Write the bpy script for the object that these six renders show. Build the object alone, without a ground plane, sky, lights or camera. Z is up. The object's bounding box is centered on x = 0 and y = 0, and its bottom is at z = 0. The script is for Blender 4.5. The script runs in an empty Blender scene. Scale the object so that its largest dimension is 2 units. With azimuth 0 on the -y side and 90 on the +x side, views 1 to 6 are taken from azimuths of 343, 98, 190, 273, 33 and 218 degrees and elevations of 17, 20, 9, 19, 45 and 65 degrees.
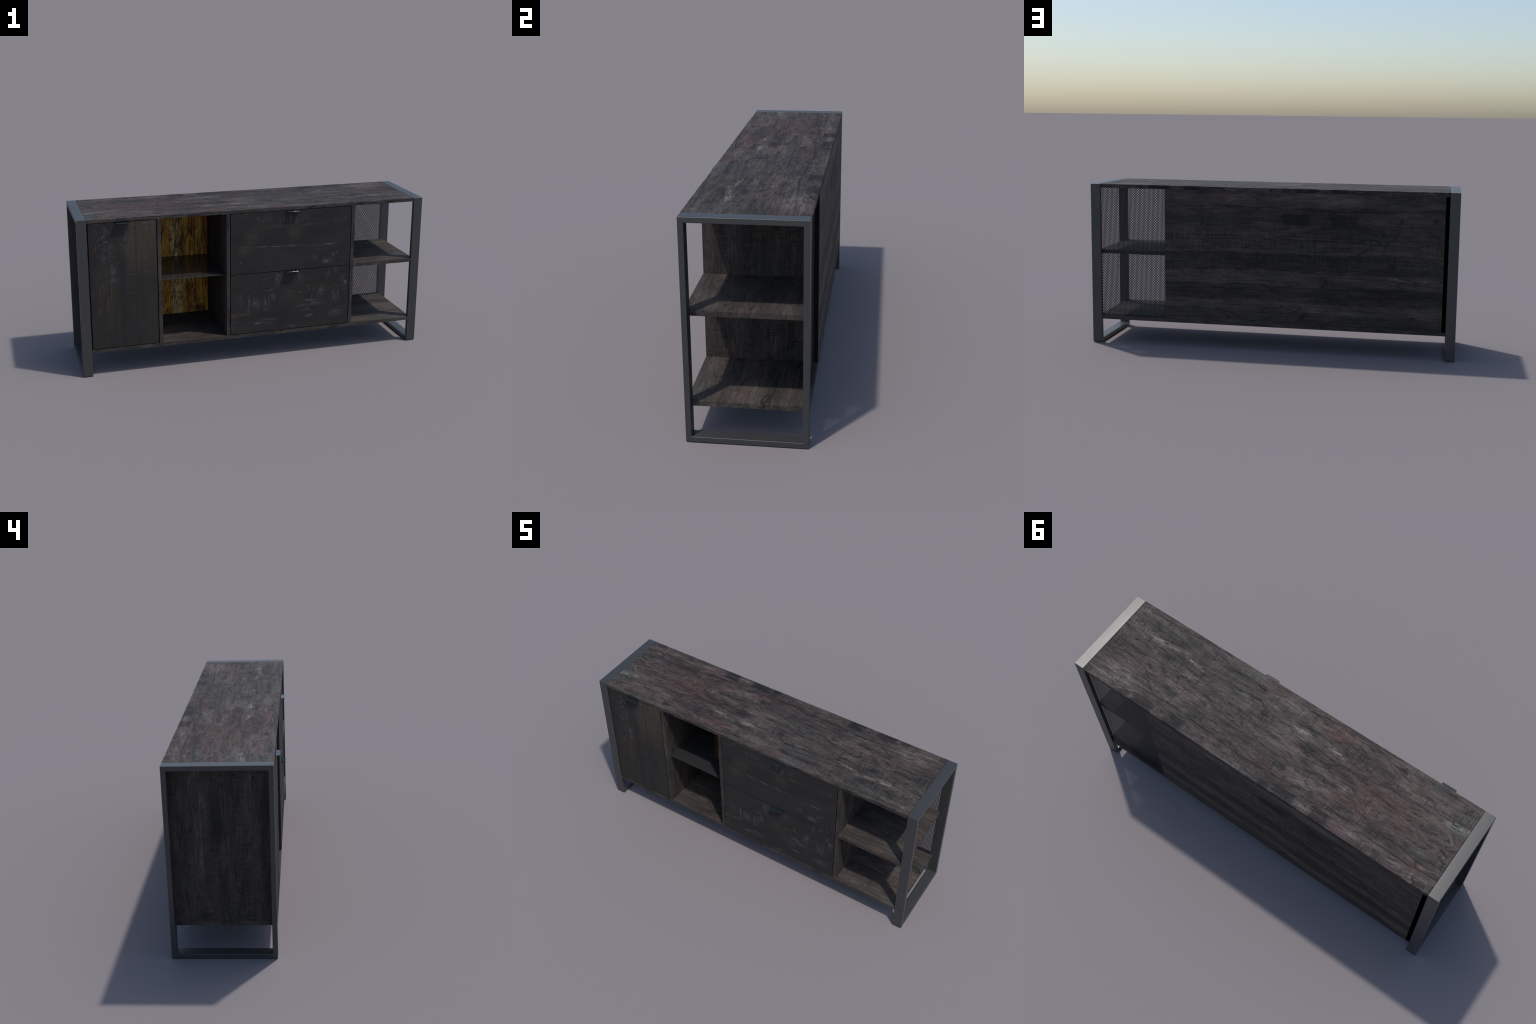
"""Industrial sideboard: dark rustic wood carcass held between two steel loop frames."""
import bpy, bmesh, math
from mathutils import Vector

# ------------------------------------------------------------------ dimensions (metres)
HX = 1.0                       # half length over the frames
YF, YB = -0.2215, 0.2435       # front and back planes of the frames and carcass
H = 0.8885                      # overall height
TUBE = 0.022                   # steel bar thickness (seen from the ends)
FLAT = 0.053                   # steel bar width (seen from the front)
T = 0.020                      # board thickness
XI = HX - FLAT - 0.0012        # carcass half length
ZB0, ZB1 = 0.134, 0.154        # bottom board
ZT0, ZT1 = 0.868, 0.8883       # top board
BACK = 0.225                   # inner face of the back board
DIV = [(-0.571, -0.5515), (-0.1837, -0.1635), (0.559, 0.5785)]   # upright dividers
GAP = 0.0042

scene_col = bpy.context.scene.collection

# ------------------------------------------------------------------ node helpers
class Nodes:
    def __init__(self, name):
        self.mat = bpy.data.materials.new(name)
        self.mat.use_nodes = True
        self.t = self.mat.node_tree
        self.bsdf = self.t.nodes["Principled BSDF"]

    def new(self, kind, **kw):
        n = self.t.nodes.new(kind)
        for k, v in kw.items():
            setattr(n, k, v)
        return n

    def put(self, sock, v):
        if isinstance(v, bpy.types.NodeSocket):
            self.t.links.new(v, sock)
        else:
            sock.default_value = v

    def m(self, op, a, b=0.0, c=0.0, clamp=False):
        n = self.new("ShaderNodeMath", operation=op, use_clamp=clamp)
        for s, v in zip(n.inputs, (a, b, c)):
            self.put(s, v)
        return n.outputs[0]

    def add(self, a, b): return self.m("ADD", a, b)
    def sub(self, a, b): return self.m("SUBTRACT", a, b)
    def mul(self, a, b): return self.m("MULTIPLY", a, b)
    def mad(self, a, b, c): return self.m("MULTIPLY_ADD", a, b, c)

    def coords(self):
        c = self.new("ShaderNodeTexCoord")
        s = self.new("ShaderNodeSeparateXYZ")
        self.put(s.inputs[0], c.outputs["Object"])
        return s.outputs[0], s.outputs[1], s.outputs[2]

    def vec(self, x, y, z):
        n = self.new("ShaderNodeCombineXYZ")
        for s, v in zip(n.inputs, (x, y, z)):
            self.put(s, v)
        return n.outputs[0]

    def noise(self, x, y, z, sx, sy, sz, detail=3.0, rough=0.55, dist=0.0, off=0.0):
        v = self.vec(self.mad(x, sx, off), self.mad(y, sy, off * 0.7), self.mad(z, sz, off * 1.3))
        n = self.new("ShaderNodeTexNoise", noise_dimensions="3D")
        self.put(n.inputs["Vector"], v)
        n.inputs["Scale"].default_value = 1.0
        n.inputs["Detail"].default_value = detail
        n.inputs["Roughness"].default_value = rough
        n.inputs["Distortion"].default_value = dist
        return n.outputs[0]

    def ramp(self, v, lo, hi, a=0.0, b=1.0):
        n = self.new("ShaderNodeMapRange", interpolation_type="SMOOTHSTEP", clamp=True)
        for s, x in zip(n.inputs, (v, lo, hi, a, b)):
            self.put(s, x)
        return n.outputs[0]

    def mix(self, f, a, b, mode="MIX"):
        n = self.new("ShaderNodeMix", data_type="RGBA", blend_type=mode)
        n.clamp_factor = True
        self.put(n.inputs["Factor"], f)
        for s, v in ((n.inputs["A"], a), (n.inputs["B"], b)):
            self.put_col(s, v)
        return n.outputs["Result"]

    def put_col(self, sock, v):
        if isinstance(v, bpy.types.NodeSocket):
            self.t.links.new(v, sock)
        else:
            sock.default_value = (v[0], v[1], v[2], 1.0)

    def palette(self, v, stops):
        n = self.new("ShaderNodeValToRGB")
        el = n.color_ramp.elements
        while len(el) < len(stops):
            el.new(0.5)
        for e, (p, c) in zip(el, stops):
            e.position = p
            e.color = (c[0], c[1], c[2], 1.0)
        self.put(n.inputs[0], v)
        return n.outputs[0]

    def blob(self, u, v, u0, v0, ru, rv, slope=0.0, soft=1.0):
        """1 in the middle of an ellipse, 0 outside it; slope tilts its long axis."""
        du = self.sub(u, u0)
        dv = self.sub(self.sub(v, v0), self.mul(du, slope))
        a = self.mul(du, 1.0 / ru)
        b = self.mul(dv, 1.0 / rv)
        d = self.m("SQRT", self.add(self.mul(a, a), self.mul(b, b)))
        return self.ramp(d, 1.0, max(0.0, 1.0 - soft), 0.0, 1.0)

    def most(self, *vals):
        r = vals[0]
        for v in vals[1:]:
            r = self.m("MAXIMUM", r, v)
        return r

    def bump(self, h, dist, strength=0.5):
        n = self.new("ShaderNodeBump")
        n.inputs["Strength"].default_value = strength
        n.inputs["Distance"].default_value = dist
        self.put(n.inputs["Height"], h)
        self.put(self.bsdf.inputs["Normal"], n.outputs[0])

    def finish(self, col, rough=0.5, metal=0.0, spec=0.5):
        self.put_col(self.bsdf.inputs["Base Color"], col)
        self.put(self.bsdf.inputs["Roughness"], rough)
        self.bsdf.inputs["Metallic"].default_value = metal
        self.bsdf.inputs["Specular IOR Level"].default_value = spec
        return self.mat


def warmth(c, k):
    return tuple(x * k for x in c)

# ------------------------------------------------------------------ rustic dark wood
def rustic_wood(name, axis="x", seed=0.0, level=1.0, features=False, tiers=(), lights=(), darks=(),
                lines=(), blocks=(), cool=0.0, ticks=1.0, cracks=1.0, glow=0.44,
                gains=(0.92, 0.78, 0.44, 0.34, 0.55)):
    """Grey-brown reclaimed wood.  axis: grain direction and the direction across it.
    tiers: (lower edge, upper edge, lightness, saw marks) of the strips a wide board is glued from;
    lights / darks: (u, v, half length, half width, slope, strength) of pale and dark marks;
    lines: (v, amplitude, frequency, phase, width, strength) of long dark grain lines;
    blocks: (u, v, half length, half width, strength) of dark ragged rectangles."""
    N = Nodes(name)
    x, y, z = N.coords()
    u, v, w = {"x": (x, y, z), "xz": (x, z, y), "z": (z, y, x)}[axis]
    vw = v
    w = N.mul(w, 3.0)
    # slow waviness of the grain
    wav = N.sub(N.noise(u, v, w, 1.7, 5, 5, 2.0, 0.5, off=seed + 3.1), 0.5)
    wav2 = N.sub(N.noise(u, v, w, 6, 15, 15, 2.0, 0.5, off=seed + 7.7), 0.5)
    wob = N.mad(wav2, 0.012, N.mul(wav, 0.050))
    v1 = N.add(vw, wob)
    vt = N.mad(N.sub(N.noise(u, v, 0.0, 2.6, 3.0, 1.0, 3.0, 0.55, off=seed + 91.0), 0.5), 0.085, v)
    fade = N.ramp(N.noise(u, v, 0.0, 2.2, 5.0, 1.0, 2.0, off=seed + 95.0), 0.36, 0.60, 0.35, 1.15)
    # blotches, growth lines, fibres, pores, saw marks across the grain
    blotch = N.sub(N.noise(u, v1, w, 3.6, 14, 6, 6.0, 0.66, off=seed + 11.0), 0.5)
    cloud = N.sub(N.noise(u, v1, w, 13, 42, 14, 5.0, 0.66, 0.4, off=seed + 17.0), 0.5)
    streak = N.sub(N.noise(u, v1, w, 4.5, 125, 5, 4.0, 0.62, off=seed + 23.0), 0.5)
    fibre = N.sub(N.noise(u, v1, w, 17, 480, 20, 3.0, 0.65, off=seed + 29.0), 0.5)
    field = N.noise(u, v1, w, 1.7, 8.0, 3, 1.5, 0.45, off=seed + 31.0)
    ringmask = N.ramp(N.noise(u, v, w, 4, 10, 4, 2.0, off=seed + 37.0), 0.44, 0.60)
    ringline = N.mul(N.ramp(N.m("PINGPONG", N.mul(field, 13.0), 1.0), 0.10, 0.0), ringmask)
    ringline = N.most(ringline, N.mul(N.ramp(N.m("PINGPONG", N.mul(field, 34.0), 1.0), 0.22, 0.0),
                                      N.mul(N.sub(1.0, ringmask), 0.45)))
    saw = N.sub(N.noise(u, v, w, 190, 11, 11, 3.0, 0.6, off=seed + 41.0), 0.5)
    tick = N.ramp(N.noise(u, v, w, 150, 16, 16, 1.0, 0.5, off=seed + 45.0), 0.60, 0.72)
    sawmask = N.ramp(N.noise(u, v, w, 4.5, 15, 9, 2.0, off=seed + 43.0), 0.44, 0.60)
    pores = N.ramp(N.noise(u, v1, w, 60, 240, 70, 1.0, 0.5, off=seed + 47.0), 0.66, 0.78)

    speckle = N.sub(N.noise(u, v1, w, 90, 190, 90, 3.0, 0.7, off=seed + 59.0), 0.5)
    # wriggling cracks: thin ridges of two stretched noises on a more strongly bent grain
    bend = N.sub(N.noise(u, v, w, 4.0, 7, 5, 2.0, 0.5, off=seed + 61.0), 0.5)
    v2 = N.mad(bend, 0.11, vw)
    r1 = N.m("ABSOLUTE", N.sub(N.noise(u, v2, w, 4.0, 30, 8, 2.0, 0.5, off=seed + 67.0), 0.5))
    r2 = N.m("ABSOLUTE", N.sub(N.noise(u, v2, w, 5, 56, 12, 2.0, 0.5, off=seed + 73.0), 0.5))
    r3 = N.m("ABSOLUTE", N.sub(N.noise(u, v1, w, 3.0, 95, 12, 1.5, 0.5, off=seed + 79.0), 0.5))
    gate = N.ramp(N.noise(u, v1, w, 9, 22, 9, 2.0, 0.5, off=seed + 85.0), 0.46, 0.56)
    crack = N.most(N.mul(N.ramp(r1, 0.020, 0.003), N.ramp(gate, 0.9, 0.1, 0.15, 1.0)),
                   N.mul(N.ramp(r2, 0.032, 0.004), N.mul(gate, 0.50)),
                   N.mul(N.ramp(r3, 0.040, 0.006), N.mul(N.ramp(blotch, 0.08, -0.08), 0.60)))

    plank = N.sub(N.noise(u, N.mad(wav, 0.05, v), w, 1.1, 10.0, 3, 2.0, 0.5, off=seed + 99.0), 0.5)
    val = N.mad(blotch, gains[0], N.mad(plank, 0.42, 0.545))
    val = N.mad(cloud, gains[1], val)
    val = N.mad(streak, gains[2], val)
    val = N.mad(fibre, gains[3], val)
    val = N.mad(speckle, gains[4], val)
    val = N.mad(crack, -0.36 * cracks, val)
    if tiers:
        sawmask = N.mul(sawmask, 0.35)
        for t0, t1, dl, sw in tiers:
            k = N.mul(N.ramp(vt, t0 - 0.004, t0 + 0.006), N.ramp(vt, t1 + 0.004, t1 - 0.008))
            val = N.mad(N.mul(k, fade), 0.8 * dl, val)
            if sw:
                sawmask = N.m("MAXIMUM", sawmask, N.mul(k, sw))
    val = N.mad(N.mul(saw, sawmask), 0.75 * ticks, val)
    val = N.mad(N.mul(tick, sawmask), -0.26 * ticks, val)
    val = N.mad(ringline, -0.26, val)
    val = N.mad(pores, -0.16, val)

    lights, darks, lines = list(lights), list(darks), list(lines)
    uu, period = u, 0.0
    if features:
        # the printed grain repeats every 0.80 m along the board; its knots lie at uu = 0
        period = 0.802
        uu = N.sub(N.m("FLOORED_MODULO", N.sub(x, 0.6085 - 0.401), period), 0.401)
        lights += [(0.115, -0.083, 0.100, 0.021, 0.075, 1.15), (-0.085, -0.080, 0.105, 0.021, -0.13, 1.15),
                   (0.035, -0.090, 0.03, 0.010, 0.2, 0.8), (-0.02, -0.098, 0.022, 0.020, 0.0, 0.6),
                   (0.278, -0.113, 0.055, 0.011, 0.0, 0.75), (-0.20, 0.055, 0.06, 0.028, 0.3, 0.35),
                   (0.07, 0.090, 0.07, 0.026, -0.3, 0.40), (0.13, 0.157, 0.055, 0.010, 0.0, 0.7),
                   (-0.36, -0.085, 0.05, 0.012, 0.2, 0.4), (-0.30, 0.12, 0.08, 0.02, -0.1, 0.3)]
        darks += [(0.045, -0.034, 0.060, 0.036, 0.1, 0.8), (0.02, 0.035, 0.060, 0.032, -0.5, 0.65),
                  (0.082, 0.085, 0.045, 0.014, -0.5, 0.8), (0.09, 0.050, 0.030, 0.011, -0.4, 0.9),
                                    (0.33, 0.215, 0.03, 0.022, 0.0, 0.7), (-0.32, -0.06, 0.06, 0.018, 0.3, 0.6),
                  (-0.24, 0.03, 0.05, 0.013, -0.4, 0.8), (0.30, -0.05, 0.05, 0.016, 0.3, 0.55),
                  (0.10, -0.107, 0.080, 0.008, 0.1, 0.8), (-0.12, -0.105, 0.07, 0.007, -0.1, 0.7),
                  (0.22, 0.015, 0.07, 0.010, 0.15, 0.6), (-0.10, 0.10, 0.03, 0.016, 0.0, 0.6)]
    jit = N.mad(cloud, 0.026, N.mad(wav2, 0.014, v))
    def marks(items):
        r = None
        for u0, m0, ru, rv, sl, st in items:
            k = N.mul(N.blob(uu, jit, u0, m0, ru, rv, slope=sl), st)
            r = k if r is None else N.m("MAXIMUM", r, k)
        return r
    if features:
        wave = 2 * math.pi / period
        lines += [(0.168, 0.011, wave, -0.5, 0.0060, 1.0), (0.010, 0.016, wave, 0.9, 0.0030, 0.8),
                  (-0.060, 0.018, wave, 2.2, 0.0030, 0.7), (-0.207, 0.010, wave, 0.4, 0.0030, 0.9),
                  (0.075, 0.020, 2 * wave, 1.4, 0.0025, 0.6), (-0.140, 0.014, 2 * wave, 3.0, 0.0025, 0.6)]
    if features:
        blocks = [(0.0, 0.222, 0.066, 0.028, 1.2), (-0.185, 0.216, 0.054, 0.032, 1.0), (0.10, 0.230, 0.034, 0.016, 0.8)]
    dark = marks(darks) if darks else None
    for v0, amp, fr, ph, wid, st in lines:
        c = N.m("SINE", N.mad(uu, fr, ph))
        d = N.m("ABSOLUTE", N.sub(N.mad(wav2, 0.018, v), N.mad(c, amp, v0)))
        k = N.mul(N.ramp(d, wid, wid * 0.2), N.mul(N.ramp(blotch, 0.16, -0.12, 0.25, 1.0), st))
        dark = k if dark is None else N.m("MAXIMUM", dark, k)
    for u0, m0, ru, rv, st in blocks:
        eu = N.ramp(N.m("ABSOLUTE", N.sub(N.mad(cloud, 0.08, N.mad(saw, 0.05, uu)), u0)), ru, ru * 0.60)
        ev = N.ramp(N.m("ABSOLUTE", N.sub(N.mad(saw, 0.02, v), m0)), rv, rv * 0.80)
        k = N.mul(N.mul(eu, ev), N.mul(N.mad(saw, 1.0, 1.0), st))
        dark = k if dark is None else N.m("MAXIMUM", dark, k)
    if dark is not None:
        val = N.mad(dark, -0.32, val)
    if lights:
        grit = N.ramp(N.add(N.mul(cloud, 0.6), N.add(speckle, N.mul(streak, 0.6))), -0.22, 0.14)
        val = N.mad(N.mul(marks(lights), grit), glow, val)

    L = level
    col = N.palette(N.m("ADD", val, 0.0, clamp=True), [
        (0.08, warmth((0.0130, 0.0125, 0.0127), L)),
        (0.34, warmth((0.0315, 0.0275, 0.0256), L)),
        (0.54, warmth((0.0580, 0.0478, 0.0432), L)),
        (0.74, warmth((0.0930, 0.0775, 0.0695), L)),
        (1.00, warmth((0.1850, 0.1650, 0.1500), L))])
    # tints: faded pink, grey-green
    tint = N.noise(u, v1, w, 3.5, 9, 5, 4.0, 0.65, off=seed + 53.0)
    col = N.mix(N.ramp(tint, 0.50, 0.66, 0.0, 0.60), col, (1.17, 0.95, 0.97), "MULTIPLY")
    col = N.mix(N.ramp(tint, 0.49, 0.36, 0.0, 0.60), col, (0.94, 1.02, 0.98), "MULTIPLY")
    if cool:
        col = N.mix(cool, col, (0.92, 1.00, 0.94), "MULTIPLY")
    if features:
        jx, jy = N.mad(cloud, 0.08, x), N.mad(cloud, 0.05, N.mad(streak, 0.03, y))
        B = lambda *a, **k: N.blob(jx, jy, *a, **k)
        g2 = N.ramp(N.noise(x, v1, z, 26, 80, 26, 4.0, 0.65, off=71.0), 0.40, 0.62)
        g3 = N.ramp(N.noise(x, v1, z, 40, 150, 50, 4.0, 0.68, off=83.0), 0.53, 0.66)
        pink = N.most(N.mul(B(-0.55, 0.02, 0.50, 0.26), 0.80), B(-0.20, -0.155, 0.24, 0.07),
                      N.mul(B(0.0, 0.165, 0.22, 0.05), 1.0), N.mul(B(-0.83, 0.17, 0.16, 0.05), 1.0),
                      N.mul(B(0.15, -0.18, 0.12, 0.05), 0.6), N.mul(B(0.78, 0.06, 0.2, 0.12), 0.5))
        col = N.mix(N.mul(pink, N.ramp(g2, 0.0, 1.0, 0.45, 1.0)), col, (1.25, 0.90, 0.90), "MULTIPLY")
        teal = N.most(B(0.255, -0.19, 0.10, 0.05), B(-0.905, -0.165, 0.075, 0.05), B(-0.905, -0.07, 0.07, 0.06),
                      N.mul(B(-0.81, 0.115, 0.10, 0.035), 0.9), N.mul(B(-0.735, -0.20, 0.06, 0.04), 0.6),
                      N.mul(B(0.20, -0.10, 0.25, 0.05), 0.35), N.mul(B(-0.60, 0.08, 0.08, 0.03), 0.4))
        col = N.mix(N.mul(teal, N.ramp(g2, 0.0, 1.0, 0.30, 1.0)), col, (0.74, 1.14, 1.16), "MULTIPLY")
        red = N.most(B(-0.22, -0.15, 0.10, 0.035), N.mul(B(-0.36, -0.19, 0.10, 0.03), 0.9),
                     N.mul(B(-0.50, 0.00, 0.09, 0.15, slope=-0.2), 1.0), B(-0.865, -0.19, 0.07, 0.06),
                     N.mul(B(-0.62, -0.02, 0.12, 0.06), 0.9), N.mul(B(-0.56, 0.19, 0.09, 0.03), 0.9),
                     N.mul(B(0.03, 0.20, 0.06, 0.02), 0.8), N.mul(B(-0.70, 0.05, 0.2, 0.15), 0.35))
        col = N.mix(N.mul(N.mul(red, g3), 0.70), col, (0.160, 0.054, 0.036))
        col = N.mix(N.mul(N.blob(x, y, -0.487, 0.109, 0.017, 0.009), g2), col, (0.32, 0.09, 0.06))
    else:
        g3 = N.ramp(N.noise(u, v1, w, 45, 110, 45, 3.0, 0.6, off=seed + 83.0), 0.58, 0.68)
        rm = N.ramp(N.noise(u, v, w, 4, 6, 4, 1.0, off=seed + 89.0), 0.54, 0.68)
        col = N.mix(N.mul(N.mul(rm, g3), 0.45), col, warmth((0.085, 0.034, 0.028), L))
    return N.finish(col, N.ramp(val, 0.2, 0.9, 0.72, 0.62), 0.0, WOOD_SPEC)

# ------------------------------------------------------------------ smoked door and drawer fronts
WOOD_SPEC = 0.22
FRONT_SPEC = 0.15
LAV = (0.138, 0.122, 0.143)
ORANGE = (0.24, 0.092, 0.018)

def front_ground(N, along, across, seed, dark, mid, pale):
    """dark base colour with faint grain shared by the door and the drawer fronts"""
    slow = N.noise(along, across, 0.0, 3.0, 9.0, 1.0, 5.0, 0.65, off=seed)
    fine = N.noise(along, across, 0.0, 9.0, 210.0, 1.0, 4.0, 0.62, off=seed + 5)
    grain = N.noise(along, across, 0.0, 60.0, 90.0, 1.0, 3.0, 0.6, off=seed + 9)
    val = N.mad(slow, 0.5, N.mad(fine, 0.32, N.mul(grain, 0.18)))
    return val, N.palette(val, [(0.30, dark), (0.5, mid), (0.70, pale)])

def patches(N, px, pz, items, gate=None):
    """strongest of a list of soft elliptical patches (x, z, half width, half height, slope, strength)"""
    r = None
    for x0, z0, rx, rz, sl, st in items:
        k = N.mul(N.blob(px, pz, x0, z0, rx, rz, slope=sl), st)
        r = k if r is None else N.m("MAXIMUM", r, k)
    return r if gate is None else N.mul(r, gate)

def door_wood():
    N = Nodes("door_smoked_wood")
    x, y, z = N.coords()
    val, col = front_ground(N, z, x, 2.0, (0.0200, 0.0193, 0.0188), (0.0300, 0.0278, 0.0256), (0.045, 0.0405, 0.0355))
    n1 = N.noise(x, z, 0.0, 60, 28, 1, 4.0, 0.65, off=12.0)
    n2 = N.noise(x, z, 0.0, 34, 34, 1, 5.0, 0.65, 1.0, off=19.0)
    n3 = N.noise(x, z, 0.0, 90, 7, 1, 4.0, 0.65, off=27.0)
    n4 = N.noise(x, N.mad(x, -0.10, z), 0.0, 4, 170, 1, 3.0, 0.65, off=33.0)
    jx, jz = N.mad(N.sub(n2, 0.5), 0.05, x), N.mad(N.sub(n1, 0.5), 0.08, z)
    # three planks; the right-hand ones turn brown towards the top
    brown = N.mul(N.ramp(x, -0.775, -0.70), N.ramp(z, 0.42, 0.84))
    col = N.mix(N.mul(brown, N.ramp(n3, 0.30, 0.65, 0.35, 1.0)), col, (0.070, 0.055, 0.037))
    ochre = patches(N, jx, jz, [(-0.676, 0.52, 0.010, 0.26, 0, 1.0), (-0.83, 0.46, 0.070, 0.22, 0, 0.8),
                                (-0.893, 0.50, 0.014, 0.30, 0, 0.8), (-0.725, 0.70, 0.03, 0.10, 0, 0.8),
                                (-0.785, 0.28, 0.012, 0.12, 0, 0.9), (-0.845, 0.30, 0.04, 0.14, 0, 0.4)],
                    N.ramp(n3, 0.44, 0.62))
    col = N.mix(N.mul(ochre, 0.60), col, (0.098, 0.060, 0.028))
    seam = N.most(N.mul(N.mul(N.ramp(x, -0.784, -0.780), N.ramp(x, -0.745, -0.765)), N.ramp(z, 0.72, 0.60)),
                  N.mul(N.ramp(N.m("ABSOLUTE", N.add(x, 0.690)), 0.006, 0.001), 0.9))
    col = N.mix(N.mul(seam, 0.60), col, (0.023, 0.0235, 0.0255))
    mott = patches(N, jx, jz, [(-0.862, 0.80, 0.055, 0.075, 0, 1.1), (-0.845, 0.71, 0.075, 0.10, 0, 0.9), (-0.82, 0.58, 0.06, 0.10, 0, 0.75),
                               (-0.868, 0.50, 0.02, 0.05, 0, 0.9), (-0.74, 0.74, 0.05, 0.10, 0, 0.4)], N.ramp(n2, 0.46, 0.62))
    col = N.mix(N.mul(mott, 0.55), col, (0.120, 0.108, 0.128))
    sawm = N.most(N.mul(N.ramp(x, -0.664, -0.640), N.ramp(z, 0.34, 0.60)),
                  N.mul(N.mul(N.ramp(x, -0.762, -0.735), N.ramp(x, -0.684, -0.690)), 0.60))
    col = N.mix(N.mul(N.mul(sawm, N.ramp(n4, 0.57, 0.70)), 0.62), col, (0.125, 0.110, 0.112))
    spot = N.most(patches(N, x, z, [(-0.848, 0.764, 0.009, 0.007, 0, 1.0), (-0.905, 0.73, 0.006, 0.022, 0, 0.55),
                                    (-0.677, 0.724, 0.004, 0.022, 0, 0.40), (-0.891, 0.69, 0.006, 0.012, 0, 0.4),
                                    (-0.824, 0.605, 0.008, 0.008, 0, 0.4), (-0.893, 0.371, 0.008, 0.03, 0, 0.3),
                                    (-0.783, 0.317, 0.004, 0.02, 0, 0.3), (-0.795, 0.226, 0.005, 0.015, 0, 0.3)]),
                  patches(N, x, z, [(-0.83, 0.62, 0.09, 0.14, 0, 0.5)], N.ramp(n1, 0.66, 0.74)))
    col = N.mix(N.mul(spot, 0.75), col, ORANGE)
    return N.finish(col, 0.65, 0.0, FRONT_SPEC)

def drawer_wood():
    N = Nodes("drawer_smoked_wood")
    x, y, z = N.coords()
    val, col = front_ground(N, x, z, 40.0, (0.0200, 0.0197, 0.0200), (0.0285, 0.0268, 0.0256), (0.040, 0.0365, 0.0335))
    wav = N.sub(N.noise(x, z, 0.0, 9, 9, 1, 3.0, 0.6, off=44.0), 0.5)
    vert = N.noise(x, z, 0.0, 150, 11, 1, 4.0, 0.68, off=51.0)      # vertical scratches
    scuf = N.noise(x, z, 0.0, 34, 50, 1, 6.0, 0.72, 0.8, off=57.0)  # scuffs
    flat = N.noise(x, z, 0.0, 13, 75, 1, 5.0, 0.68, 0.4, off=61.0)  # scuffs along the grain
    jx, jz = N.mad(N.sub(scuf, 0.5), 0.05, x), N.mad(N.sub(flat, 0.5), 0.05, z)
    warm = patches(N, jx, jz, [(-0.035, 0.726, 0.075, 0.075, 0, 0.9), (-0.078, 0.652, 0.06, 0.055, 0, 1.1), (0.213, 0.741, 0.07, 0.07, 0, 1.0),
                               (0.297, 0.776, 0.07, 0.015, 0, 1.3), (0.05, 0.775, 0.15, 0.02, 0, 0.6), (0.20, 0.35, 0.11, 0.08, 0, 0.5),
                               (-0.141, 0.268, 0.03, 0.02, 0, 1.5), (-0.08, 0.274, 0.05, 0.01, 0, 1.2), (0.45, 0.66, 0.08, 0.03, 0, 0.6)],
                   N.ramp(scuf, 0.36, 0.60, 0.25, 1.0))
    col = N.mix(N.mul(warm, 0.75), col, (0.064, 0.050, 0.038))
    cold = patches(N, jx, jz, [(0.08, 0.70, 0.09, 0.04, 0, 1.0), (0.30, 0.70, 0.08, 0.06, 0, 0.9), (-0.10, 0.80, 0.08, 0.05, 0, 0.6), (0.30, 0.34, 0.1, 0.06, 0, 0.7)])
    col = N.mix(N.mul(cold, 0.5), col, (0.0215, 0.0225, 0.0255))
    lav = patches(N, x, z, [(0.046, 0.827, 0.09, 0.035, 0, 0.9), (0.192, 0.812, 0.09, 0.050, 0, 0.9), (0.262, 0.815, 0.05, 0.036, 0, 1.25),
                            (0.49, 0.801, 0.06, 0.035, 0, 0.8), (-0.109, 0.356, 0.03, 0.055, 0, 1.2), (-0.055, 0.335, 0.016, 0.095, 0, 1.4),
                            (-0.013, 0.332, 0.055, 0.055, 0, 1.4), (0.051, 0.335, 0.05, 0.05, 0, 0.9), (0.09, 0.362, 0.022, 0.045, 0, 1.4),
                            (0.119, 0.474, 0.035, 0.048, 0, 1.2), (0.254, 0.467, 0.05, 0.045, 0, 0.9), (0.417, 0.467, 0.035, 0.045, 0, 0.8),
                            (0.335, 0.577, 0.035, 0.035, 0, 1.0), (0.32, 0.345, 0.05, 0.075, 0, 0.9), (0.375, 0.345, 0.03, 0.07, 0, 0.9),
                            (0.47, 0.34, 0.06, 0.09, 0, 0.95), (0.389, 0.368, 0.04, 0.045, 0, 1.0)], N.ramp(vert, 0.48, 0.68))
    lav = N.most(lav, patches(N, jx, jz, [
        (0.459, 0.591, 0.040, 0.016, 0.45, 1.6), (0.425, 0.572, 0.050, 0.018, 0.3, 1.4), (0.414, 0.553, 0.060, 0.030, 0, 1.0), (0.508, 0.522, 0.016, 0.022, 0, 1.3),
        (-0.013, 0.334, 0.034, 0.032, 0, 1.5), (0.119, 0.474, 0.025, 0.036, 0, 1.3), (0.478, 0.492, 0.020, 0.028, 0, 1.1), (0.527, 0.422, 0.035, 0.035, -0.8, 1.1),
        (0.053, 0.403, 0.018, 0.018, 0, 1.2), (0.078, 0.405, 0.022, 0.012, 0, 1.2), (-0.026, 0.403, 0.022, 0.012, 0, 0.9), (0.090, 0.362, 0.016, 0.034, 0, 1.2),
        (0.389, 0.372, 0.035, 0.030, 0, 1.1), (0.518, 0.384, 0.028, 0.020, -0.5, 1.2), (-0.141, 0.212, 0.030, 0.034, 0, 1.0), (0.04, 0.461, 0.018, 0.020, 0, 0.8),
        (0.19, 0.377, 0.025, 0.015, 0.2, 1.1)], N.ramp(scuf, 0.44, 0.60)))
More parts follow.
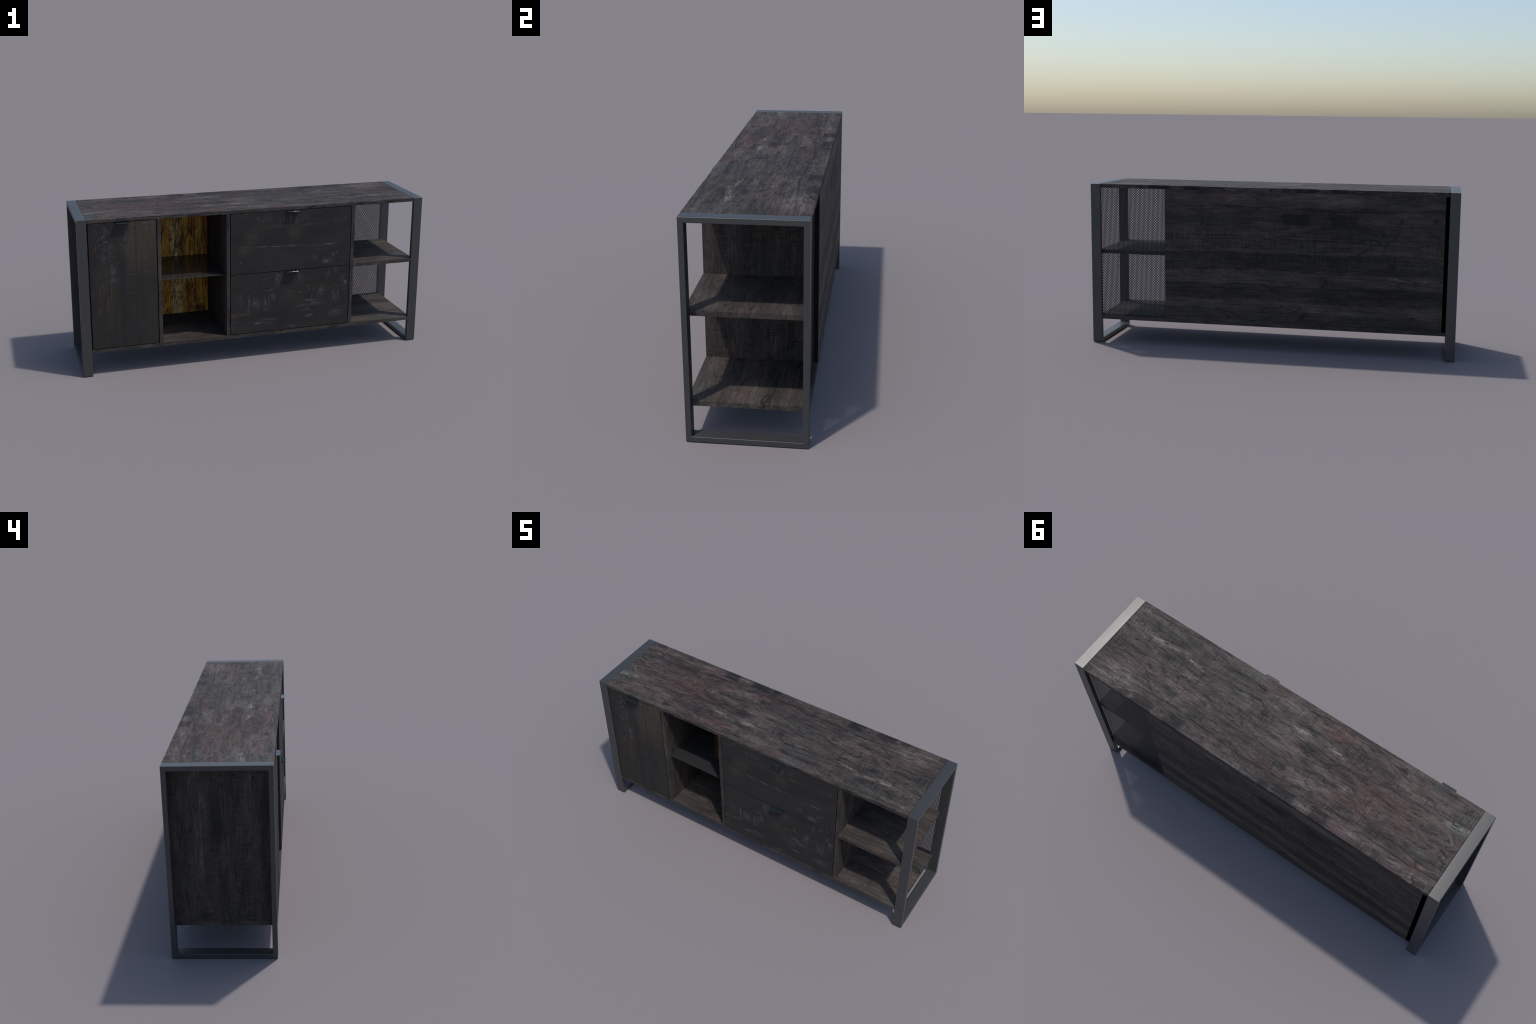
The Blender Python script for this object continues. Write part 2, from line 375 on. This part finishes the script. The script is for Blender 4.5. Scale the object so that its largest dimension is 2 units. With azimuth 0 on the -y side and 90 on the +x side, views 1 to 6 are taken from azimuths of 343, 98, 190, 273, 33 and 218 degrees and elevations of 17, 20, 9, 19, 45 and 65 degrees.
    lav = N.most(lav, patches(N, x, z, [
        (0.298, 0.232, 0.052, 0.016, 0, 1.6), (-0.003, 0.211, 0.040, 0.011, 0, 1.5), (0.204, 0.172, 0.075, 0.014, 0, 1.1), (0.055, 0.292, 0.035, 0.010, 0, 1.2),
        (0.292, 0.271, 0.035, 0.008, 0, 1.2), (0.32, 0.30, 0.20, 0.02, 0.06, 0.6), (0.48, 0.235, 0.08, 0.035, 0, 0.6), (0.06, 0.220, 0.08, 0.03, 0, 0.6),
        (0.315, 0.322, 0.06, 0.012, 0, 1.0), (0.52, 0.27, 0.05, 0.012, 0, 0.8)], N.ramp(flat, 0.42, 0.60)))
    # the long broken scratch that wanders across the upper drawer
    zz = N.mad(x, -0.042, N.mad(wav, 0.030, 0.6685))
    ln = N.mul(N.ramp(N.m("ABSOLUTE", N.sub(z, zz)), 0.0048, 0.0006), N.mul(N.ramp(x, -0.11, -0.08), N.ramp(x, 0.47, 0.44)))
    ln = N.mul(ln, N.most(patches(N, x, z, [(0.02, 0.665, 0.05, 0.05, 0, 1.2), (0.11, 0.665, 0.05, 0.05, 0, 1.0), (0.22, 0.655, 0.07, 0.05, 0, 1.2),
                                            (0.41, 0.65, 0.07, 0.05, 0, 1.4)]), 0.25))
    ln = N.mul(ln, N.ramp(flat, 0.36, 0.54))
    ln2 = N.mul(N.ramp(N.m("ABSOLUTE", N.sub(z, N.mad(x, -0.03, 0.788))), 0.0026, 0.0004), N.mul(N.ramp(x, 0.08, 0.11), N.ramp(x, 0.19, 0.16)))
    lav = N.most(lav, ln, N.mul(ln2, 0.55))
    col = N.mix(N.mul(lav, 0.62), col, LAV)
    # paint specks
    speck = patches(N, x, z, [(-0.093, 0.843, 0.004, 0.004, 0, 1), (0.029, 0.813, 0.0045, 0.0045, 0, 1), (0.028, 0.708, 0.0035, 0.0035, 0, 1), (-0.102, 0.579, 0.005, 0.004, 0, 1.2),
                              (-0.051, 0.568, 0.0035, 0.0035, 0, 0.9), (0.128, 0.490, 0.005, 0.004, 0, 1.2), (0.19, 0.672, 0.003, 0.003, 0, 0.8), (0.46, 0.80, 0.003, 0.003, 0, 0.8), (0.06, 0.653, 0.003, 0.003, 0, 0.8)])
    col = N.mix(N.mul(speck, 0.9), col, (0.19, 0.175, 0.155))
    org = N.most(patches(N, x, z, [(-0.074, 0.861, 0.013, 0.005, 0, 1.2), (0.306, 0.407, 0.009, 0.008, 0, 1.0), (0.309, 0.389, 0.004, 0.012, 0, 1.3), (0.385, 0.407, 0.009, 0.006, 0, 1.0),
                                   (0.396, 0.393, 0.010, 0.004, 0, 0.8), (0.437, 0.387, 0.006, 0.005, 0, 1.0), (0.484, 0.395, 0.003, 0.004, 0, 1.2), (0.193, 0.357, 0.008, 0.005, 0, 0.9),
                                   (0.372, 0.386, 0.003, 0.004, 0, 1.2), (0.215, 0.380, 0.003, 0.012, 0, 0.6), (0.2, 0.722, 0.004, 0.004, 0, 0.7), (0.215, 0.265, 0.009, 0.003, 0, 0.9)]),
                 patches(N, x, z, [(0.28, 0.378, 0.13, 0.012, 0.12, 0.45)], N.ramp(scuf, 0.50, 0.58)),
                 patches(N, x, z, [(0.294, 0.261, 0.07, 0.004, 0, 1.2), (0.084, 0.266, 0.03, 0.004, 0, 1.3), (0.112, 0.432, 0.05, 0.008, 0.6, 0.8),
                                   (-0.08, 0.273, 0.05, 0.006, 0, 0.7), (-0.14, 0.268, 0.03, 0.012, 0, 0.6)], N.ramp(flat, 0.44, 0.58)))
    col = N.mix(N.mul(org, 0.55), col, ORANGE)
    return N.finish(col, 0.65, 0.0, FRONT_SPEC)

# ------------------------------------------------------------------ golden back board of the open bay
def golden_wood():
    N = Nodes("golden_old_wood")
    x, y, z = N.coords()
    edges = [-0.482, -0.412, -0.338, -0.262]
    wav = N.noise(x, z, 0.0, 9, 4.5, 1, 2.0, 0.5, off=3.0)
    x1 = N.mad(N.sub(wav, 0.5), 0.055, x)
    base = N.noise(x1, z, 0.0, 24, 5, 1, 5.0, 0.65, off=9.0)
    fine = N.noise(x1, z, 0.0, 190, 8, 1, 4.0, 0.6, off=15.0)
    val = N.add(N.mul(base, 0.60), N.mul(fine, 0.40))
    col = N.palette(val, [(0.34, (0.085, 0.020, 0.004)), (0.44, (0.30, 0.095, 0.010)),
                          (0.53, (0.76, 0.380, 0.032)), (0.66, (0.90, 0.580, 0.090))])
    # paler, greyer weathered middle plank
    mid = N.mul(N.ramp(x, -0.414, -0.409), N.ramp(x, -0.335, -0.340))
    col = N.mix(N.mul(mid, 0.75), col, N.palette(val, [(0.36, (0.12, 0.055, 0.018)), (0.46, (0.44, 0.27, 0.085)), (0.6, (0.84, 0.66, 0.30))]))
    rust = N.ramp(N.noise(x1, z, 0.0, 34, 22, 1, 4.0, 0.65, off=39.0), 0.50, 0.64)
    col = N.mix(N.mul(rust, N.mad(mid, -0.30, 0.50)), col, (0.30, 0.072, 0.008))
    # brown knots and stains
    kz = N.most(N.blob(x, z, -0.205, 0.68, 0.03, 0.14), N.blob(x, z, -0.285, 0.66, 0.02, 0.05), N.blob(x, z, -0.31, 0.33, 0.03, 0.12),
                N.blob(x, z, -0.24, 0.18, 0.06, 0.04), N.mul(N.blob(x, z, -0.20, 0.86, 0.04, 0.10), 0.7))
    col = N.mix(N.mul(kz, N.ramp(base, 0.62, 0.40, 0.5, 0.95)), col, (0.085, 0.022, 0.005))
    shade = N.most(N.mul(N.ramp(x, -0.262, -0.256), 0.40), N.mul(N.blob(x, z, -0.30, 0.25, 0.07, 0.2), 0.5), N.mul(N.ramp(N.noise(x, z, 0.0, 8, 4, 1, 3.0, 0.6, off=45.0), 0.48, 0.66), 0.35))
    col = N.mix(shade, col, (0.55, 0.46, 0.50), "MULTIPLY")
    # drying cracks: slanting and short in the middle plank, long elsewhere
    slant = N.noise(N.mad(z, -0.30, x), z, 0.0, 60, 17, 1, 2.0, 0.5, 0.5, off=21.0)
    ck1 = N.mul(N.ramp(N.m("ABSOLUTE", N.sub(slant, 0.52)), 0.052, 0.012), N.mul(mid, N.ramp(z, 0.16, 0.26)))
    longn = N.noise(x1, z, 0.0, 46, 2.6, 1, 2.0, 0.5, off=27.0)
    ck2 = N.mul(N.ramp(N.m("ABSOLUTE", N.sub(longn, 0.5)), 0.022, 0.004),
                N.mul(N.ramp(N.noise(x, z, 0.0, 14, 6, 1, 2.0, off=33.0), 0.34, 0.50), N.mad(mid, -0.8, 1.0)))
    cks = N.most(ck1, ck2)
    for e, wd, amp, ph in ((-0.412, 0.0022, 0.003, 0.0), (-0.338, 0.0016, 0.002, 1.0), (-0.262, 0.0036, 0.001, 2.0), (-0.482, 0.003, 0.003, 2.0)):
        xx = N.mad(N.m("SINE", N.mad(z, 17.0, ph)), amp, e)
        cks = N.most(cks, N.ramp(N.m("ABSOLUTE", N.sub(x, xx)), wd, wd * 0.35))
    # one crack that swings from the middle joint to the right joint low down, one high up
    for x0, k, bow, z0, z1 in ((-0.315, -0.22, 0.0, 0.16, 0.50), (-0.300, 0.0, 0.022, 0.50, 0.82)):
        xx = N.mad(N.sub(z, 0.5), k, N.mad(N.m("SINE", N.mad(z, 9.0, -4.5)), bow, x0))
        gate = N.mul(N.ramp(z, z0, z0 + 0.02), N.ramp(z, z1, z1 - 0.05))
        cks = N.most(cks, N.mul(gate, N.ramp(N.m("ABSOLUTE", N.sub(N.mad(N.sub(wav, 0.5), 0.02, x), xx)), 0.0042, 0.001)))
    col = N.mix(N.mul(cks, 0.93), col, (0.018, 0.010, 0.006))
    N.bump(N.mad(cks, -1.0, N.mul(val, 0.5)), 0.002, 0.4)
    return N.finish(col, 0.6, 0.0, 0.4)

# ------------------------------------------------------------------ steel, screen, glass, baked shade strips
def steel(name="dark_steel", col=(0.0385, 0.039, 0.0395), rough=0.40, metal=0.0):
    N = Nodes(name)
    x, y, z = N.coords()
    n = N.noise(x, y, z, 7, 7, 7, 3.0, 0.6)
    c = N.mix(N.ramp(n, 0.35, 0.65, 0.0, 0.25), col, tuple(k * 0.86 for k in col))
    return N.finish(c, N.ramp(n, 0.3, 0.7, rough - 0.01, rough + 0.02), metal, 0.70)

def plain(name, col, rough, metal=0.0, spec=0.5):
    N = Nodes(name)
    x, y, z = N.coords()
    n = N.noise(x, y, z, 40, 40, 40, 2.0)
    return N.finish(N.mix(N.ramp(n, 0.3, 0.7, 0.0, 0.12), col, tuple(k * 0.8 for k in col)), rough, metal, spec)

# ------------------------------------------------------------------ geometry helpers
def make(name, bm, mat, parent=None, smooth=False):
    me = bpy.data.meshes.new(name)
    bmesh.ops.recalc_face_normals(bm, faces=bm.faces)
    bm.to_mesh(me)
    bm.free()
    if smooth:
        me.shade_smooth()
        me.set_sharp_from_angle(angle=math.radians(50))
    me.materials.append(mat)
    ob = bpy.data.objects.new(name, me)
    scene_col.objects.link(ob)
    ob.parent = parent
    if smooth:
        ob.modifiers.new("flat_faces", "WEIGHTED_NORMAL").keep_sharp = True
    return ob

def box_bm(x0, x1, y0, y1, z0, z1, bevel=0.0006, seg=1):
    bm = bmesh.new()
    bmesh.ops.create_cube(bm, size=1.0)
    for v in bm.verts:
        v.co = Vector((x0 if v.co.x < 0 else x1, y0 if v.co.y < 0 else y1, z0 if v.co.z < 0 else z1))
    if bevel:
        bmesh.ops.bevel(bm, geom=list(bm.edges), offset=bevel, segments=seg, affect="EDGES", profile=0.5)
    return bm

def board(name, lim, mat, parent, bevel=0.0006):
    return make(name, box_bm(*lim, bevel=bevel), mat, parent)

def tongue_board(name, x0, y1, z0, z1, mat, parent):
    """board that reaches 16 mm into the open steel loop at the right-hand end"""
    y0t, y1t, xt = YF + TUBE + 0.0008, YB - TUBE - 0.0008, 0.962
    pts = [(x0, YF), (XI, YF), (XI, y0t), (xt, y0t), (xt, min(y1t, y1))]
    if y1 > y1t:
        pts += [(XI, y1t), (XI, y1)]
    pts += [(x0, y1)]
    bm = bmesh.new()
    f = bm.faces.new([bm.verts.new((px, py, z0)) for px, py in pts])
    ext = bmesh.ops.extrude_face_region(bm, geom=[f])
    for g in ext["geom"]:
        if isinstance(g, bmesh.types.BMVert):
            g.co.z = z1
    return make(name, bm, mat, parent)

def loop_frame(name, x0, x1, mat, parent):
    """closed rectangular loop of steel bar standing across the cabinet"""
    bm = bmesh.new()
    out = [(YF, 0.0), (YB, 0.0), (YB, H), (YF, H)]
    inn = [(YF + TUBE, TUBE), (YB - TUBE, TUBE), (YB - TUBE, H - TUBE), (YF + TUBE, H - TUBE)]
    rings = [[bm.verts.new((x, p[0], p[1])) for p in pts] for x, pts in
             ((x0, out), (x1, out), (x1, inn), (x0, inn))]
    for a in range(4):
        r, s = rings[a], rings[(a + 1) % 4]
        for i in range(4):
            j = (i + 1) % 4
            bm.faces.new((r[i], r[j], s[j], s[i]))
    bmesh.ops.recalc_face_normals(bm, faces=bm.faces)
    # the mitre lines on the end faces stay flat, all real edges are rounded
    real = [e for e in bm.edges if e.calc_face_angle(0.0) > 0.1]
    bmesh.ops.bevel(bm, geom=real, offset=0.0018, segments=2, affect="EDGES", profile=0.5)
    ob = make(name, bm, mat, parent, smooth=True)
    return ob

def tab_handle(name, cx, ztop, mat, parent, share=None):
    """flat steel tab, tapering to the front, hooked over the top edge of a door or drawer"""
    if share is None:
        bm = bmesh.new()
        th = 0.0042
        top = [(-0.042, 0.001), (0.042, 0.001), (0.0345, -0.0220), (-0.0345, -0.0220)]
        lo = [bm.verts.new((px, py, -th)) for px, py in top]
        hi = [bm.verts.new((px, py, 0.0)) for px, py in top]
        bm.faces.new(hi)
        bm.faces.new(lo[::-1])
        for i in range(4):
            j = (i + 1) % 4
            bm.faces.new((lo[i], lo[j], hi[j], hi[i]))
        front = [e for e in bm.edges if all(v.co.y < -0.01 for v in e.verts)]
        bmesh.ops.bevel(bm, geom=front, offset=0.0024, segments=6, affect="EDGES", profile=0.5)
        share = make(name, bm, mat, parent, smooth=True)
        ob = share
    else:
        ob = share.copy()
        scene_col.objects.link(ob)
        ob.parent = parent
    ob.location = (cx, YF, ztop)
    return ob

def perforated_screen(name, x0, x1, z0, z1, y, thick, px, pz, r, mat, parent):
    """sheet with staggered round holes: one cell per hole, columns offset by half a pitch"""
    bm = bmesh.new()
    SIDES = 12
    cache = {}
    def vert(x, z):
        k = (round(x, 5), round(z, 5))
        if k not in cache:
            cache[k] = bm.verts.new((x, y, z))
        return cache[k]
    cols = int(round((x1 - x0) / px))
    px = (x1 - x0) / cols
    rows = int((z1 - z0) / pz)
    for c in range(cols):
        xr = x1 - c * px
        xl = xr - px
        top = z1 - (pz / 2 if c % 2 else 0.0)
        if c % 2:
            bm.faces.new((vert(xl, top), vert(xr, top), vert(xr, z1), vert(xl, z1)))
        zc = top
        while zc - pz > z0 - 1e-6:
            zl, zm = zc - pz, zc - pz / 2
            cx = (xl + xr) / 2
            ring = [bm.verts.new((cx + r * math.sin(2 * math.pi * i / SIDES), y, zm + r * math.cos(2 * math.pi * i / SIDES)))
                    for i in range(SIDES)]
            # outline walked clockwise from the top left, matched to the ring
            A, Bc, Cc, D, E, F = vert(xl, zc), vert(xr, zc), vert(xr, zm), vert(xr, zl), vert(xl, zl), vert(xl, zm)
            bm.faces.new((A, Bc, ring[1], ring[0], ring[11]))
            bm.faces.new((Bc, Cc, ring[3], ring[2], ring[1]))
            bm.faces.new((Cc, D, ring[5], ring[4], ring[3]))
            bm.faces.new((D, E, ring[7], ring[6], ring[5]))
            bm.faces.new((E, F, ring[9], ring[8], ring[7]))
            bm.faces.new((F, A, ring[11], ring[10], ring[9]))
            zc = zl
        if zc > z0 + 1e-6:
            bm.faces.new((vert(xl, z0), vert(xr, z0), vert(xr, zc), vert(xl, zc)))
    bmesh.ops.recalc_face_normals(bm, faces=bm.faces)
    ext = bmesh.ops.extrude_face_region(bm, geom=list(bm.faces))
    for g in ext["geom"]:
        if isinstance(g, bmesh.types.BMVert):
            g.co.y += thick
    return make(name, bm, mat, parent, smooth=False)

# ------------------------------------------------------------------ materials
M_STEEL = steel()
M_TAB = steel("handle_enamel", (0.012, 0.019, 0.022), 0.07)
M_TAB.node_tree.nodes["Principled BSDF"].inputs["Specular IOR Level"].default_value = 0.65
M_TOP = rustic_wood("rustic_top_wood", "x", 0.0, 1.0, features=True)
M_BOARD = rustic_wood("rustic_board_wood", "x", 5.0, 0.92, cool=0.35, ticks=0.7, cracks=0.35, gains=(0.75, 0.45, 0.50, 0.28, 0.32))
M_BACK = rustic_wood("rustic_back_wood", "xz", 14.0, 0.88, ticks=0.7, gains=(0.60, 0.45, 0.50, 0.30, 0.35),
    tiers=[(0.795, 0.868, 0.08, 0.0), (0.675, 0.790, -0.10, 0.4), (0.555, 0.672, -0.02, 1.0), (0.542, 0.556, 0.12, 0.0),
           (0.435, 0.540, -0.17, 0.8), (0.362, 0.432, 0.10, 0.3), (0.278, 0.360, -0.15, 0.0), (0.225, 0.276, 0.08, 0.1), (0.154, 0.222, -0.08, 0.3)],
    lights=[(0.20, 0.828, 0.12, 0.026, -0.15, 0.7), (0.40, 0.793, 0.20, 0.009, 0, 0.8), (-0.42, 0.825, 0.13, 0.028, 0, 0.7), (0.26, 0.422, 0.12, 0.026, 0, 0.8),
            (-0.43, 0.440, 0.10, 0.018, -0.1, 0.7), (-0.68, 0.435, 0.13, 0.022, 0.25, 0.8), (-0.83, 0.420, 0.07, 0.014, 0, 0.9), (-0.26, 0.232, 0.11, 0.016, 0.1, 0.9),
            (0.45, 0.60, 0.09, 0.040, 0, 0.6), (-0.10, 0.683, 0.32, 0.014, 0, 0.8), (-0.14, 0.245, 0.07, 0.012, -0.4, 0.7), (0.02, 0.70, 0.12, 0.024, 0, 0.7)],
    darks=[(0.375, 0.857, 0.06, 0.012, 0, 1.0), (-0.88, 0.736, 0.03, 0.025, 0, 0.8), (-0.63, 0.82, 0.03, 0.02, 0, 0.6),
           (-0.19, 0.20, 0.05, 0.03, -0.6, 0.8), (-0.66, 0.49, 0.04, 0.03, 0, 0.7), (0.1, 0.49, 0.3, 0.04, 0, 0.5)],
    blocks=[(-0.145, 0.724, 0.085, 0.034, 0.85), (-0.375, 0.724, 0.055, 0.036, 0.65), (-0.455, 0.722, 0.030, 0.036, 0.5)],
    lines=[(0.782, 0.010, 5.0, 0.4, 0.0050, 1.1), (0.608, 0.010, 4.0, 1.8, 0.0034, 1.1), (0.628, 0.005, 4.0, 2.4, 0.0024, 0.9), (0.40, 0.022, 4.5, 3.4, 0.0035, 1.0),
           (0.360, 0.004, 6.0, 0.0, 0.0035, 0.9), (0.33, 0.010, 4.0, 1.0, 0.002, 0.7), (0.25, 0.01, 5.0, 2.0, 0.002, 0.7)], cracks=0.5, glow=0.26)
M_SIDE = rustic_wood("rustic_upright_wood", "z", 21.0, 0.80, ticks=0.8,
    lights=[(0.70, 0.083, 0.12, 0.016, 0, 0.8), (0.48, 0.096, 0.20, 0.014, 0, 0.8), (0.75, -0.085, 0.12, 0.016, 0.1, 0.6), (0.22, -0.108, 0.08, 0.014, 0, 0.7), (0.22, 0.07, 0.1, 0.02, 0.2, 0.5)],
    darks=[(0.60, 0.03, 0.25, 0.04, 0, 0.4), (0.42, -0.17, 0.3, 0.02, 0, 0.4)], glow=0.25, gains=(0.70, 0.45, 0.5, 0.32, 0.32), cracks=0.4)
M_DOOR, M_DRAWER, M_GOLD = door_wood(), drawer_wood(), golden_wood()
M_SCREEN = plain("screen_steel", (0.020, 0.020, 0.021), 0.5, 0.0, 0.3)
M_GLASS = plain("smoked_glass", (0.036, 0.036, 0.037), 0.10, 0.0, 0.5)
M_GLASS.node_tree.nodes["Principled BSDF"].inputs["Alpha"].default_value = 0.68
M_DARK = plain("wood_darkened_for_shadow", (0.011, 0.0105, 0.0105), 0.8, 0.0, 0.1)  # wood colour darkened to paint the shadow on the back panel's right end
M_OVERLAP_BLACK = plain("baked_overlap_black", (0.0008, 0.0008, 0.0008), 1.0, 0.0, 0.0)  # black shading of coinciding faces, modelled as a strip on the side panel's edge

# ------------------------------------------------------------------ assembly
root = bpy.data.objects.new("sideboard", None)
root.empty_display_size = 0.2
scene_col.objects.link(root)
root["label"] = "long dark rustic wood sideboard between two steel loop frames"
root["category"] = "sideboard"

loop_frame("steel_frame", HX - FLAT, HX, M_STEEL, root)
loop_frame("steel_frame", -HX, -HX + FLAT, M_STEEL, root)

board("tabletop", (-XI, XI, YF, YB, ZT0, ZT1), M_TOP, root)
tongue_board("bottom_panel", -XI, YB, ZB0, ZB1, M_BOARD, root)
board("side_panel", (-XI, -XI + T, YF + 0.020, YB - 0.0015, ZB1, ZT0), M_SIDE, root)
board("baked_shade_strip", (-XI, -XI + T, YB - 0.0015, YB, ZB1, ZT0), M_OVERLAP_BLACK, root, bevel=0)
for a, b in DIV:
    board("divider", (a, b, YF, BACK, ZB1, ZT0), M_SIDE, root)
board("back_panel", (-XI + T, DIV[2][1] - 0.0012, BACK, YB, ZB1, ZT0), M_BACK, root)
board("baked_shade_strip", (DIV[2][1] - 0.0012, DIV[2][1], BACK + 0.0005, YB - 0.0005, ZB1, ZT0), M_DARK, root, bevel=0)
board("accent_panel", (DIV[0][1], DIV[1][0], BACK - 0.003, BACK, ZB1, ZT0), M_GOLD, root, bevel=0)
tongue_board("wooden_shelf", DIV[2][1], 0.2198, 0.5015, 0.522, M_BOARD, root)
board("glass_shelf", (DIV[0][1], DIV[1][0], -0.2005, BACK - 0.003, 0.5125, 0.5165), M_GLASS, root, bevel=0.0005)
SX, SZ = 0.00731, 0.009113
SX1, SZ1 = 0.9442 + SX / 2, 0.8698 + SZ / 2
perforated_screen("perforated_screen", SX1 - 51 * SX, SX1, ZB1 - 0.004, SZ1, 0.2202, 0.0008,
                  SX, SZ, 0.00265, M_SCREEN, root)

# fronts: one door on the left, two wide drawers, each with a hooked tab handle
zlo, zhi = ZB1 + GAP, ZT0 - GAP
zm = (zlo + zhi) / 2 + 0.002
door = board("door", (-XI + 0.0055, DIV[0][0] - 0.0048, YF, YF + 0.018, zlo, zhi), M_DOOR, root)
tab = tab_handle("handle", -0.7595, zhi + 0.0006, M_TAB, door)
dx0, dx1 = DIV[1][1] + GAP, DIV[2][0] - GAP
for z0, z1 in ((zm + GAP / 2, zhi), (zlo, zm - GAP / 2)):
    drawer = board("drawer", (dx0, dx1, YF, YF + 0.018, z0, z1), M_DRAWER, root)
    # the box behind the front closes the gap around it
    board("drawer_box", (dx0 + 0.02, dx1 - 0.02, YF + 0.0100, 0.10, z0 - 0.0012, z1 + 0.0012), M_BOARD, drawer, bevel=0)
    tab_handle("handle", (dx0 + dx1) / 2, z1 + 0.0006, M_TAB, drawer, share=tab)
